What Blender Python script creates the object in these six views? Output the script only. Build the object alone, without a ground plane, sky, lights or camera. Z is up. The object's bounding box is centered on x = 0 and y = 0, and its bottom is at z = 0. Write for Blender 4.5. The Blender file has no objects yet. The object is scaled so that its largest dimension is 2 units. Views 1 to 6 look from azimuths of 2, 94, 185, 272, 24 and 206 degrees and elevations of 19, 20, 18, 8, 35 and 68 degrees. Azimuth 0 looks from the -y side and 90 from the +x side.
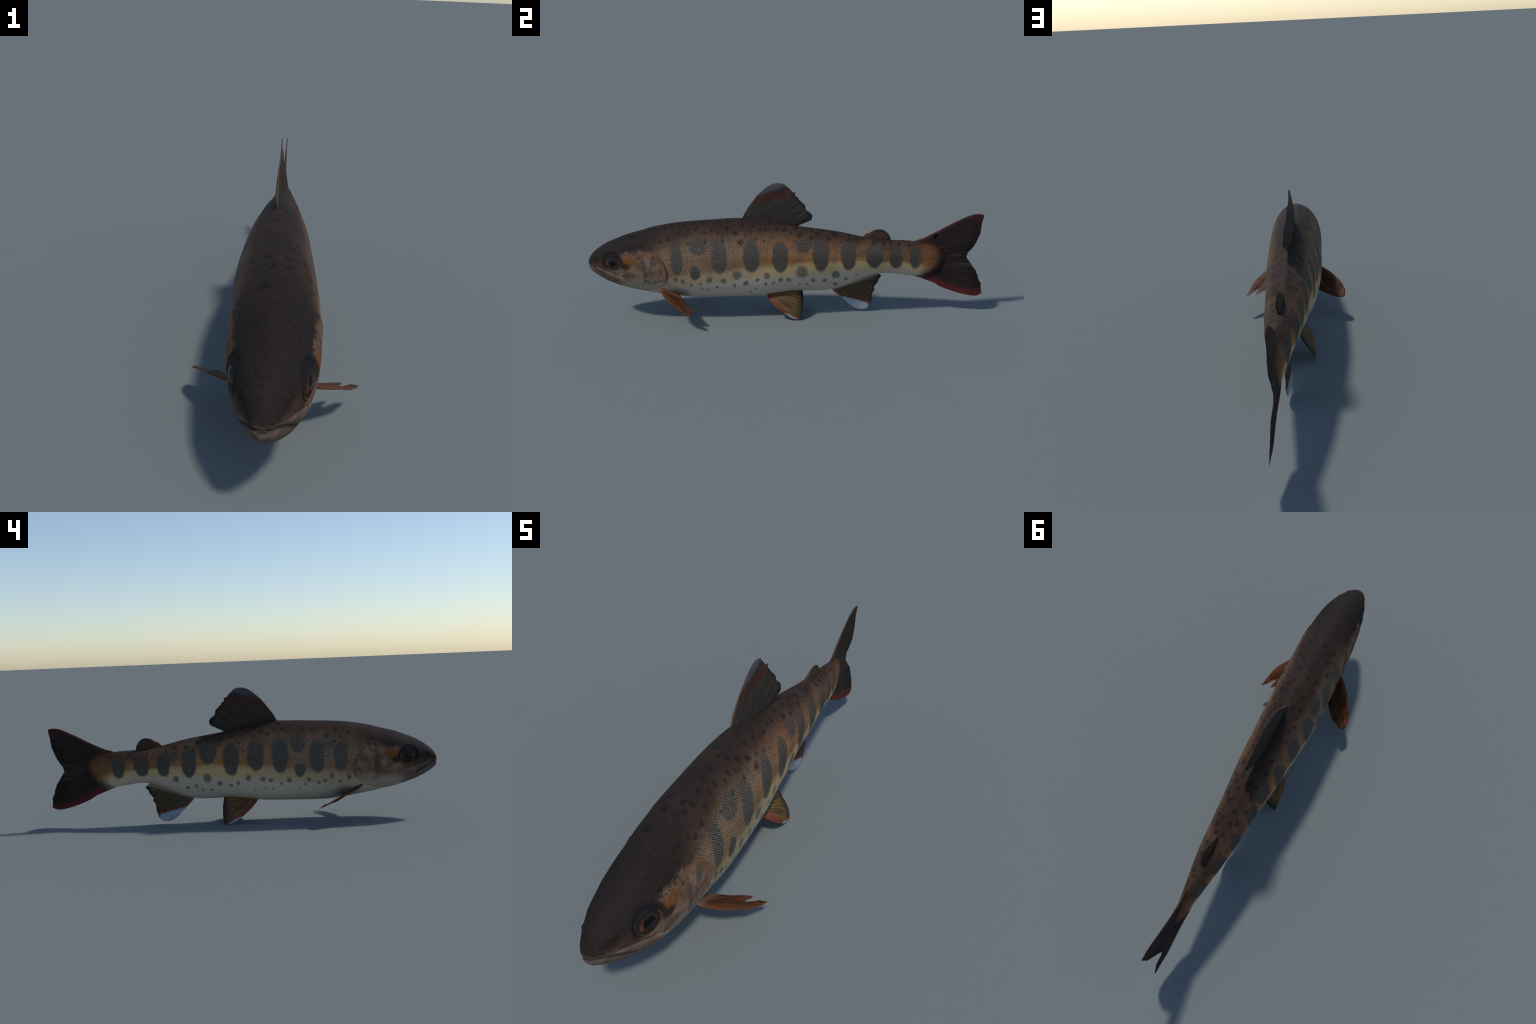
# Stream salmon parr (a spotted trout-like fish) modelled part by part.
# Frame: snout at -y, tail at +y, z up, longest side 2.0 m.
import bpy, math, random
import numpy as np
from mathutils import Vector

random.seed(7)
rng = np.random.default_rng(7)

# ----------------------------------------------------------------------------
# small helpers
# ----------------------------------------------------------------------------
def smoothstep(a, b, x):
    t = np.clip((x - a) / (b - a), 0, 1)
    return t * t * (3 - 2 * t)

def new_object(name, verts, faces, material, parent=None, smooth=True):
    me = bpy.data.meshes.new(name)
    me.from_pydata([tuple(v) for v in verts], [], faces)
    me.update()
    me.materials.append(material)
    if smooth:
        me.polygons.foreach_set("use_smooth", [True] * len(me.polygons))
    ob = bpy.data.objects.new(name, me)
    bpy.context.scene.collection.objects.link(ob)
    if parent is not None:
        ob.parent = parent
    return ob

def polyline_distance(y, z, pts):
    """distance of points (y, z) to a polyline, plus the position 0..1 along it"""
    best = np.full(y.shape, 9.0)
    along = np.zeros(y.shape)
    n = len(pts) - 1
    for i in range(n):
        ay, az = pts[i]
        by, bz = pts[i + 1]
        dy, dz = by - ay, bz - az
        t = np.clip(((y - ay) * dy + (z - az) * dz) / (dy * dy + dz * dz), 0, 1)
        d = np.hypot(y - ay - t * dy, z - az - t * dz)
        along = np.where(d < best, (i + t) / n, along)
        best = np.minimum(best, d)
    return best, along

def inside_polygon(y, z, pts):
    c = np.zeros(y.shape, bool)
    for (ay, az), (by, bz) in zip(pts, pts[1:] + pts[:1]):
        if az == bz:
            continue
        c ^= ((az > z) != (bz > z)) & (y < (by - ay) * (z - az) / (bz - az) + ay)
    return c

# ----------------------------------------------------------------------------
# body: superelliptic cross-sections along the fish
# ----------------------------------------------------------------------------
Y_SNOUT, Y_END = -1.0, 0.832
Y_RULE_END = 0.78                       # knot rule: y = -1 + 1.78 k^2
KNOT = np.array([0, .15, .25, .34, .42, .5, .57, .64, .71, .78, .85, .92, .965, 1.0])
CENTRE_X = [-.0186, -.0144, -.0088, -.0051, -.0046, -.0056, -.0087, -.0122, -.0112, -.0093, -.0069, -.0042, -.0004, .0030]
WAIST_Z = [.2890, .3138, .3173, .311, .3006, .3038, .2993, .3091, .3309, .3287, .3124, .3161, .3044, .292]
HALF_WIDTH = [.012, .0444, .0773, .1014, .1143, .1169, .1194, .1172, .1066, .0951, .0772, .0573, .0305, .0100]
BACK_HEIGHT = [.006, .0432, .0843, .128, .1695, .1919, .2069, .2042, .1768, .1391, .1221, .074, .0775, .060]
BELLY_DEPTH = [.018, .0841, .1236, .1477, .161, .1874, .1962, .2035, .2197, .2033, .1748, .0996, .1040, .075]
# roundness (superellipse power) of the upper and lower half along y
POWER_Y = [-1, -.55, -.1, .25, .5, .78]
POWER_BACK = [1.78, 2.03, 1.70, 1.95, 1.84, 1.85]
POWER_BELLY = [2.6, 2.31, 2.81, 1.4, 2.06, 2.41]

def natural_spline(values):
    v = np.array(values, float)
    n = len(KNOT)
    h = np.diff(KNOT)
    A = np.eye(n)
    b = np.zeros(n)
    for i in range(1, n - 1):
        A[i, i - 1], A[i, i], A[i, i + 1] = h[i - 1], 2 * (h[i - 1] + h[i]), h[i]
        b[i] = 6 * ((v[i + 1] - v[i]) / h[i] - (v[i] - v[i - 1]) / h[i - 1])
    m = np.linalg.solve(A, b)
    def f(t):
        t = np.asarray(t, float)
        i = np.clip(np.searchsorted(KNOT, t) - 1, 0, n - 2)
        a = (KNOT[i + 1] - t) / h[i]
        c = (t - KNOT[i]) / h[i]
        return a * v[i] + c * v[i + 1] + ((a**3 - a) * m[i] + (c**3 - c) * m[i + 1]) * h[i]**2 / 6
    return f

CURVES = [natural_spline(v) for v in (CENTRE_X, WAIST_Z, HALF_WIDTH, BACK_HEIGHT, BELLY_DEPTH)]

def section(y):
    t = np.sqrt(np.clip((np.asarray(y, float) - Y_SNOUT) / (Y_RULE_END - Y_SNOUT), 0, 1))
    xc, zm, w, a, b = [c(t) for c in CURVES]
    # the fleshy root runs out to a thin edge between the tail rays
    run = np.clip(1 - ((np.asarray(y) - Y_RULE_END) / .053)**1.0, 0, 1)
    out = np.where(np.asarray(y) > Y_RULE_END, run, 1.0)
    xc = xc - .17 * np.maximum(np.asarray(y) - Y_RULE_END, 0)
    w, a, b = w * out, a * (.35 + .65 * out), b * (.35 + .65 * out)
    return xc, zm, np.maximum(w, .0008), np.maximum(a, .004), np.maximum(b, .004)

def power(y, up):
    return np.where(up, np.interp(y, POWER_Y, POWER_BACK), np.interp(y, POWER_Y, POWER_BELLY))

def skin_point(y, angle_deg, side):
    """point on the skin at station y; angle 0 = flank, 90 = back, -90 = belly"""
    xc, zm, w, a, b = section(y)
    th = math.radians(angle_deg)
    c, s = math.cos(th), math.sin(th)
    n = float(power(y, s > 0))
    r = (abs(c)**n + abs(s)**n) ** (-1 / n)
    return np.array([float(xc + side * w * r * c), y, float(zm + (a if s > 0 else b) * r * s)])

def skin_x(y, z, side):
    xc, zm, w, a, b = section(y)
    n = power(y, z > zm)
    d = np.where(z > zm, (z - zm) / a, (zm - z) / b)
    return xc + side * w * np.maximum(1 - np.clip(d, 0, 1)**n, 0) ** (1 / n)

# lines on the head, as (y, z)
MOUTH_LINE = [(-1.01, .281), (-.986, .281), (-.959, .271), (-.925, .252), (-.900, .239), (-.870, .220)]
MAXILLA = [(-.965, .284), (-.915, .283), (-.880, .271), (-.840, .256), (-.803, .241), (-.783, .219),
           (-.800, .209), (-.835, .214), (-.870, .232), (-.920, .257)]
MAXILLA_TOP = [(-.930, .285), (-.880, .272), (-.840, .256), (-.803, .242), (-.781, .219)]
GILL_EDGE = [(-.700, .399), (-.660, .404), (-.634, .385), (-.608, .353), (-.585, .316), (-.574, .278),
             (-.576, .240), (-.594, .210), (-.632, .182), (-.690, .163), (-.760, .156)]
GILL_COVER = GILL_EDGE[:-1] + [(-.700, .190), (-.690, .230), (-.682, .270), (-.682, .310), (-.690, .345)]
CHEEK_LINE = [(-.684, .345), (-.676, .310), (-.675, .270), (-.684, .228), (-.700, .196)]
LOWER_GILL_LINE = [(-.596, .226), (-.645, .206), (-.690, .188)]
THROAT_LINE = [(-.870, .200), (-.800, .185), (-.730, .168)]
EYE = {1: (-.853, .3225), -1: (-.846, .3225)}
EYE_RADIUS = .047

def relief(y, z, top):
    """skin relief in metres along the normal, the same rule on both sides"""
    d = np.zeros(y.shape)
    dm, al = polyline_distance(y, z, MOUTH_LINE)
    d -= (.0060 * (1 - al) + .0015) * np.exp(-(dm / .0045)**2)
    d += .0030 * smoothstep(0, .010, np.where(inside_polygon(y, z, MAXILLA), polyline_distance(y, z, MAXILLA + MAXILLA[:1])[0], 0))
    dt, _ = polyline_distance(y, z, MAXILLA_TOP)
    d -= .0028 * np.exp(-(dt / .0045)**2)
    # gill cover stands proud and ends in a step
    dg, ag = polyline_distance(y, z, GILL_EDGE)
    ins = inside_polygon(y, z, GILL_EDGE + [(-.85, .156), (-.85, .399)])
    fade = smoothstep(0, .15, ag) * (1 - smoothstep(.55, .85, ag))
    lift = np.where(ins, np.exp(-(dg / .045)**2), 0)
    d += .0034 * lift * fade
    d -= .0022 * np.where(ins, np.exp(-(dg / .002)**2), np.exp(-(dg / .010)**2)) * fade
    dc, _ = polyline_distance(y, z, CHEEK_LINE)
    d -= .0014 * np.exp(-(dc / .006)**2)
    dl, _ = polyline_distance(y, z, LOWER_GILL_LINE)
    d -= .0018 * np.exp(-(dl / .005)**2)
    dh, _ = polyline_distance(y, z, THROAT_LINE)
    d -= .0020 * np.exp(-(dh / .006)**2)
    # nostrils: a rounded bump with a pit behind it
    d += .0042 * np.exp(-((y + .951)**2 + (z - .335)**2) / .008**2)
    d -= .0035 * np.exp(-((y + .941)**2 + (z - .322)**2) / .005**2)
    return d

N_ALONG, N_ROUND = 720, 320
tt = np.linspace(.02, math.sqrt((Y_END - Y_SNOUT) / (Y_RULE_END - Y_SNOUT)), N_ALONG)
ys = Y_SNOUT + (Y_RULE_END - Y_SNOUT) * tt**2
xc, zm, w, a, b = section(ys)
th = np.linspace(0, 2 * math.pi, N_ROUND, endpoint=False)
cs, sn = np.cos(th), np.sin(th)
pw = power(ys[:, None], sn[None, :] > 0)
rr = (np.abs(cs)**pw + np.abs(sn)**pw) ** (-1 / pw)
BX = xc[:, None] + w[:, None] * (rr * cs)
BY = np.repeat(ys[:, None], N_ROUND, 1)
BZ = zm[:, None] + np.where(sn > 0, a[:, None], b[:, None]) * (rr * sn)
P = np.stack([BX, BY, BZ], -1)
du = np.gradient(P, axis=0)
dv = np.roll(P, -1, 1) - np.roll(P, 1, 1)
NRM = np.cross(dv, du)
NRM /= np.linalg.norm(NRM, axis=-1, keepdims=True) + 1e-12
if (NRM[N_ALONG // 2, 0, 0]) < 0:
    NRM = -NRM
D = relief(BY, BZ, sn[None, :])
# eye sockets: a shallow ring groove and a lowered floor under the eye
for side, (ey, ez) in EYE.items():
    er = np.hypot(BY - ey, (BZ - ez) * 1.06)
    on = (np.sign(BX - xc[:, None]) == side)
    D += np.where(on, .0012 * np.exp(-((er - .060) / .007)**2) - .004 * smoothstep(.052, .044, er), 0)
# low undulations of the skin: nape and flank
D += .0016 * np.sin(BY * 31 + 2 * sn) * np.sin(BY * 17 + 1.3) * smoothstep(.2, .9, sn)[None, :] * smoothstep(-.95, -.8, BY) * smoothstep(-.5, -.62, BY)
P = P + NRM * D[..., None]
body_verts = P.reshape(-1, 3)
nose = body_verts[:N_ROUND].mean(0) + np.array([0, -.0010, 0])
tail_end = body_verts[-N_ROUND:].mean(0)
body_verts = np.vstack([body_verts, nose, tail_end])
I_NOSE, I_END = len(body_verts) - 2, len(body_verts) - 1
faces, fy, fz, fs = [], [], [], []
for i in range(N_ALONG - 1):
    for j in range(N_ROUND):
        k = (j + 1) % N_ROUND
        faces.append((i * N_ROUND + j, (i + 1) * N_ROUND + j, (i + 1) * N_ROUND + k, i * N_ROUND + k))
for j in range(N_ROUND):
    k = (j + 1) % N_ROUND
    faces.append((I_NOSE, j, k))
    o = (N_ALONG - 1) * N_ROUND
    faces.append((I_END, o + k, o + j))
centre = np.array([body_verts[list(f)].mean(0) for f in faces])
if True:  # orient outwards
    f = faces[(N_ALONG // 2) * N_ROUND]
    p0, p1, p2 = (body_verts[f[q]] for q in range(3))
    if np.cross(p1 - p0, p2 - p0)[0] < 0:
        faces = [tuple(reversed(f)) for f in faces]

# ----------------------------------------------------------------------------
# shader node helper
# ----------------------------------------------------------------------------
def srgb(r, g, b):
    return tuple(((c / 255) / 12.92 if c <= 10 else ((c / 255 + .055) / 1.055) ** 2.4) for c in (r, g, b)) + (1,)

class Nodes:
    def __init__(self, name):
        self.mat = bpy.data.materials.new(name)
        self.mat.use_nodes = True
        self.t = self.mat.node_tree
        self.t.nodes.clear()
        self.out = self.t.nodes.new("ShaderNodeOutputMaterial")
        self.bsdf = self.t.nodes.new("ShaderNodeBsdfPrincipled")
        self.t.links.new(self.bsdf.outputs[0], self.out.inputs[0])
        tc = self.t.nodes.new("ShaderNodeTexCoord")
        self.pos = tc.outputs["Object"]
        sep = self.t.nodes.new("ShaderNodeSeparateXYZ")
        self.t.links.new(self.pos, sep.inputs[0])
        self.x, self.y, self.z = sep.outputs
    def put(self, sock, v):
        if isinstance(v, bpy.types.NodeSocket):
            self.t.links.new(v, sock)
        elif v is not None:
            sock.default_value = v
    def m(self, op, a, b=None, c=None, clamp=False):
        n = self.t.nodes.new("ShaderNodeMath")
        n.operation = op
        n.use_clamp = clamp
        for s, v in zip(n.inputs, (a, b, c)):
            self.put(s, v)
        return n.outputs[0]
    def vm(self, op, a, b=None, c=None):
        n = self.t.nodes.new("ShaderNodeVectorMath")
        n.operation = op
        for s, v in zip(n.inputs, (a, b, c)):
            self.put(s, v)
        return n.outputs["Value"] if op in ("LENGTH", "DOT_PRODUCT", "DISTANCE") else n.outputs["Vector"]
    def add(self, a, b): return self.m("ADD", a, b)
    def sub(self, a, b): return self.m("SUBTRACT", a, b)
    def mul(self, a, b): return self.m("MULTIPLY", a, b)
    def ramp(self, v, a, b, lo=0.0, hi=1.0):
        """smooth step of v from a (gives lo) to b (gives hi)"""
        n = self.t.nodes.new("ShaderNodeMapRange")
        n.interpolation_type = "SMOOTHSTEP"
        flip = not isinstance(a, bpy.types.NodeSocket) and a > b
        if flip:
            a, b, lo, hi = b, a, hi, lo
        for s, q in zip(n.inputs[:5], (v, a, b, lo, hi)):
            self.put(s, q)
        return n.outputs[0]
    def curve(self, v, pts, vmin, vmax, scale=1.0):
        """piecewise smooth function of v given by points"""
        u = self.m("DIVIDE", self.sub(v, vmin), vmax - vmin, clamp=True)
        n = self.t.nodes.new("ShaderNodeFloatCurve")
        c = n.mapping.curves[0]
        q = [((p - vmin) / (vmax - vmin), s / scale) for p, s in pts]
        while len(c.points) < len(q):
            c.points.new(.5, .5)
        for cp, (px, py) in zip(c.points, q):
            cp.location = (px, py)
        n.mapping.use_clip = False
        n.mapping.update()
        self.put(n.inputs["Value"], u)
        return self.mul(n.outputs[0], scale)
    def vec(self, x, y, z=0.0):
        n = self.t.nodes.new("ShaderNodeCombineXYZ")
        for s, v in zip(n.inputs, (x, y, z)):
            self.put(s, v)
        return n.outputs[0]
    def noise(self, scale, detail=3, vector=None, rough=.55, color=False):
        n = self.t.nodes.new("ShaderNodeTexNoise")
        n.inputs["Scale"].default_value = scale
        n.inputs["Detail"].default_value = detail
        n.inputs["Roughness"].default_value = rough
        self.put(n.inputs["Vector"], vector if vector is not None else self.pos)
        return n.outputs["Color"] if color else n.outputs["Fac"]
    def voronoi(self, vector, scale, dims="2D", rand=.2, out="Distance"):
        n = self.t.nodes.new("ShaderNodeTexVoronoi")
        n.voronoi_dimensions = dims
        n.inputs["Scale"].default_value = scale
        n.inputs["Randomness"].default_value = rand
        self.put(n.inputs["Vector"], vector)
        return n.outputs[out]
    def mix(self, f, a, b, blend="MIX"):
        n = self.t.nodes.new("ShaderNodeMix")
        n.data_type = "RGBA"
        n.blend_type = blend
        self.put(n.inputs[0], f)
        self.put(n.inputs[6], a)
        self.put(n.inputs[7], b)
        return n.outputs[2]
    def ellipse(self, cy, cz, ry, rz, soft=.35):
        d = self.vm("LENGTH", self.vec(self.m("DIVIDE", self.sub(self.y, cy), ry), self.m("DIVIDE", self.sub(self.z, cz), rz)))
        return self.ramp(d, 1 + soft, 1 - soft)
    def bump(self, h, strength, dist=.002):
        n = self.t.nodes.new("ShaderNodeBump")
        n.inputs["Strength"].default_value = strength
        n.inputs["Distance"].default_value = dist
        self.put(n.inputs["Height"], h)
        self.put(self.bsdf.inputs["Normal"], n.outputs[0])
    def finish(self, color, rough, spec=.35, coat=0.0):
        self.put(self.bsdf.inputs["Base Color"], color)
        self.put(self.bsdf.inputs["Roughness"], rough)
        self.put(self.bsdf.inputs["Specular IOR Level"], spec)
        if coat:
            self.bsdf.inputs["Coat Weight"].default_value = coat
            self.bsdf.inputs["Coat Roughness"].default_value = .08
        return self.mat

def ray_stripes(n, u, v, focus, freq, plane_len=3.0):
    """fine streaks that fan out from a focus in the (u, v) plane; returns streak value and radius"""
    du, dv = n.sub(u, focus[0]), n.sub(v, focus[1])
    ang = n.m("ARCTAN2", dv, du)
    rad = n.vm("LENGTH", n.vec(du, dv))
    st = n.noise(1.0, 3, n.vec(n.mul(ang, freq), n.mul(rad, plane_len)))
    return st, rad, ang

# ----------------------------------------------------------------------------
# marks: (station y, girth angle, half length, half height) on each side
# ----------------------------------------------------------------------------
PARR_MARKS = {
    1: [(-0.52, 12, 0.032, 0.075), (-0.412, 31, 0.044, 0.044), (-0.432, -9, 0.026, 0.038), (-0.309, 13, 0.041, 0.084), (-0.15, 7, 0.042, 0.08),
         (-0.008, 3, 0.041, 0.08), (0.114, 33, 0.038, 0.039), (0.193, 9, 0.041, 0.086), (0.33, 8, 0.039, 0.073), (0.458, 5, 0.041, 0.066),
         (0.565, -2, 0.034, 0.057), (0.662, -1, 0.032, 0.057)],
    -1: [(-0.506, 10, 0.036, 0.067), (-0.388, 12, 0.038, 0.084), (-0.3, -10, 0.027, 0.035), (-0.294, 28, 0.036, 0.044), (-0.203, 9, 0.043, 0.086),
         (-0.082, 9, 0.043, 0.082), (0.044, 3, 0.041, 0.085), (0.16, 22, 0.044, 0.054), (0.26, 3, 0.039, 0.074), (0.391, 0, 0.035, 0.061),
         (0.505, -3, 0.042, 0.054), (0.63, -3, 0.036, 0.055)]}
FLANK_SPOTS = {
    1: [(0.099, -20, 0.029, 0.034), (0.267, -31, 0.02, 0.025), (-0.225, -17, 0.021, 0.024), (-0.076, -23, 0.016, 0.019), (-0.182, -30, 0.015, 0.014),
         (-0.363, -20, 0.015, 0.018), (-0.293, -23, 0.013, 0.014), (-0.496, -23, 0.01, 0.014), (-0.535, -20, 0.01, 0.017), (-0.123, -27, 0.011, 0.012),
         (-0.01, -31, 0.012, 0.013), (0.032, -33, 0.011, 0.012), (0.154, -39, 0.011, 0.012), (0.211, -43, 0.011, 0.013), (0.317, -49, 0.009, 0.011),
         (0.263, -62, 0.012, 0.013), (-0.409, -27, 0.008, 0.01), (-0.457, -28, 0.007, 0.007), (-0.328, -33, 0.009, 0.01), (-0.239, -32, 0.009, 0.011),
         (-0.085, -34, 0.007, 0.009), (-0.047, -35, 0.007, 0.009), (0.083, -45, 0.007, 0.007), (0.119, -46, 0.006, 0.007), (-0.374, -37, 0.005, 0.007),
         (-0.403, -35, 0.005, 0.007), (-0.134, -42, 0.006, 0.007), (-0.164, -47, 0.006, 0.007), (0.37, -43, 0.006, 0.006), (-0.636, 8, 0.015, 0.018),
         (-0.651, -10, 0.011, 0.012), (-0.751, -17, 0.011, 0.018), (-0.697, 6, 0.01, 0.018), (-0.682, -26, 0.014, 0.012)],
    -1: [(0.169, -25, 0.022, 0.025), (0.332, -30, 0.015, 0.019), (0.106, -35, 0.015, 0.015), (0.012, -33, 0.01, 0.011), (-0.041, -25, 0.015, 0.016),
         (-0.114, -25, 0.013, 0.014), (-0.154, -26, 0.012, 0.01), (-0.245, -25, 0.012, 0.013), (-0.345, -23, 0.009, 0.012), (-0.394, -27, 0.011, 0.009),
         (-0.424, -25, 0.011, 0.011), (-0.46, -19, 0.012, 0.015), (-0.501, -28, 0.009, 0.01), (-0.547, -23, 0.012, 0.017), (-0.206, -30, 0.008, 0.009),
         (0.049, -38, 0.009, 0.009), (0.23, -44, 0.009, 0.011), (0.271, -51, 0.01, 0.011), (0.197, -51, 0.007, 0.007), (0.147, -50, 0.006, 0.007),
         (-0.296, -35, 0.005, 0.005), (-0.328, -30, 0.007, 0.006), (-0.126, -37, 0.006, 0.005), (-0.164, -38, 0.006, 0.005), (-0.073, -41, 0.005, 0.005),
         (0.71, 13, 0.011, 0.025), (-0.619, 5, 0.015, 0.017), (-0.731, -20, 0.01, 0.01), (-0.649, -11, 0.007, 0.009)]}
BACK_SPOTS = {
    1: [(-0.54, 69, 0.009, 0.012), (-0.511, 55, 0.009, 0.009), (-0.46, 61, 0.009, 0.01), (-0.422, 62, 0.009, 0.01), (-0.376, 55, 0.007, 0.009),
         (-0.345, 58, 0.008, 0.011), (-0.312, 52, 0.006, 0.008), (-0.304, 71, 0.012, 0.012), (-0.268, 60, 0.011, 0.012), (-0.228, 49, 0.014, 0.011),
         (-0.177, 43, 0.008, 0.008), (-0.194, 64, 0.01, 0.011), (-0.141, 63, 0.012, 0.009), (-0.102, 57, 0.01, 0.008), (-0.073, 57, 0.012, 0.009),
         (-0.025, 62, 0.01, 0.009), (0.012, 63, 0.009, 0.009), (0.049, 57, 0.009, 0.01), (0.092, 56, 0.013, 0.012), (0.146, 50, 0.012, 0.008),
         (0.177, 64, 0.012, 0.01), (0.066, 37, 0.006, 0.007), (-0.088, 33, 0.005, 0.008), (-0.126, 37, 0.009, 0.009), (-0.204, 32, 0.017, 0.012),
         (-0.288, 37, 0.007, 0.008), (-0.375, 38, 0.007, 0.009), (-0.461, 36, 0.008, 0.008), (-0.559, 45, 0.008, 0.008), (-0.604, 42, 0.012, 0.008),
         (-0.624, 49, 0.007, 0.008), (-0.583, 71, 0.01, 0.013), (0.265, 70, 0.012, 0.012), (0.235, 55, 0.008, 0.009), (0.292, 45, 0.006, 0.006),
         (0.327, 57, 0.008, 0.009), (0.366, 67, 0.012, 0.013), (0.453, 62, 0.012, 0.014), (0.506, 63, 0.009, 0.011), (0.534, 65, 0.008, 0.01),
         (0.577, 59, 0.008, 0.009), (0.629, 54, 0.008, 0.008), (-0.701, 42, 0.008, 0.008), (-0.715, 18, 0.007, 0.007), (-0.79, 35, 0.008, 0.009)],
    -1: [(-0.264, 66, 0.01, 0.011), (-0.22, 56, 0.01, 0.012), (-0.177, 54, 0.01, 0.01), (-0.143, 46, 0.009, 0.01), (-0.109, 55, 0.009, 0.009),
         (-0.326, 56, 0.008, 0.009), (-0.372, 57, 0.009, 0.011), (-0.413, 60, 0.008, 0.007), (-0.486, 54, 0.009, 0.009), (-0.525, 57, 0.008, 0.009),
         (-0.439, 42, 0.013, 0.01), (-0.513, 40, 0.008, 0.009), (-0.474, 32, 0.007, 0.009), (0, 35, 0.008, 0.008), (-0.015, 16, 0.005, 0.006),
         (-0.07, 45, 0.01, 0.009), (0.037, 55, 0.012, 0.01), (0.096, 56, 0.012, 0.01), (0.165, 57, 0.01, 0.013), (0.214, 56, 0.012, 0.01),
         (0.273, 46, 0.01, 0.009), (0.233, 33, 0.008, 0.007), (0.333, 52, 0.012, 0.009), (0.377, 40, 0.008, 0.007), (0.447, 30, 0.008, 0.008),
         (0.473, 46, 0.008, 0.007), (0.575, 54, 0.008, 0.007), (0.611, 57, 0.007, 0.007), (0.693, 50, 0.008, 0.008), (-0.68, 30, 0.008, 0.009),
         (-0.743, 33, 0.008, 0.008), (-0.55, 49, 0.008, 0.008)]}
for side in (1, -1):            # a loose upper row beside the ridge of the back
    y = -.60
    while y < .62:
        if not -.20 < y < .07 or random.random() < .6:
            BACK_SPOTS[side].append((y, random.uniform(73, 84), random.uniform(.008, .013), random.uniform(.008, .012)))
        y += random.uniform(.045, .085)
    for k in range(5):          # faint freckles on the crown
        BACK_SPOTS[side].append((random.uniform(-.85, -.64), random.uniform(50, 80), .009, .008))

for side in (1, -1):            # tall bars reach up and dissolve into the back
    for yy, ang, ry, rz in list(PARR_MARKS[side]):
        if rz > .05:
            if yy > .10:
                PARR_MARKS[side].append((yy, ang + 15, ry * .97, rz * .78))
            PARR_MARKS[side].append((yy, ang - 6, ry * .92, rz * .82))

def tail_root_mask(n):
    """1 on the scaled root of the tail, 0 on the fan of fin rays behind it"""
    wob = n.sub(n.noise(18, 3), .5)
    reach = n.add(n.add(n.y, n.mul(n.m("ABSOLUTE", n.sub(n.z, .305)), .85)), n.mul(wob, .06))
    return n.ramp(reach, .825, .740)

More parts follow.
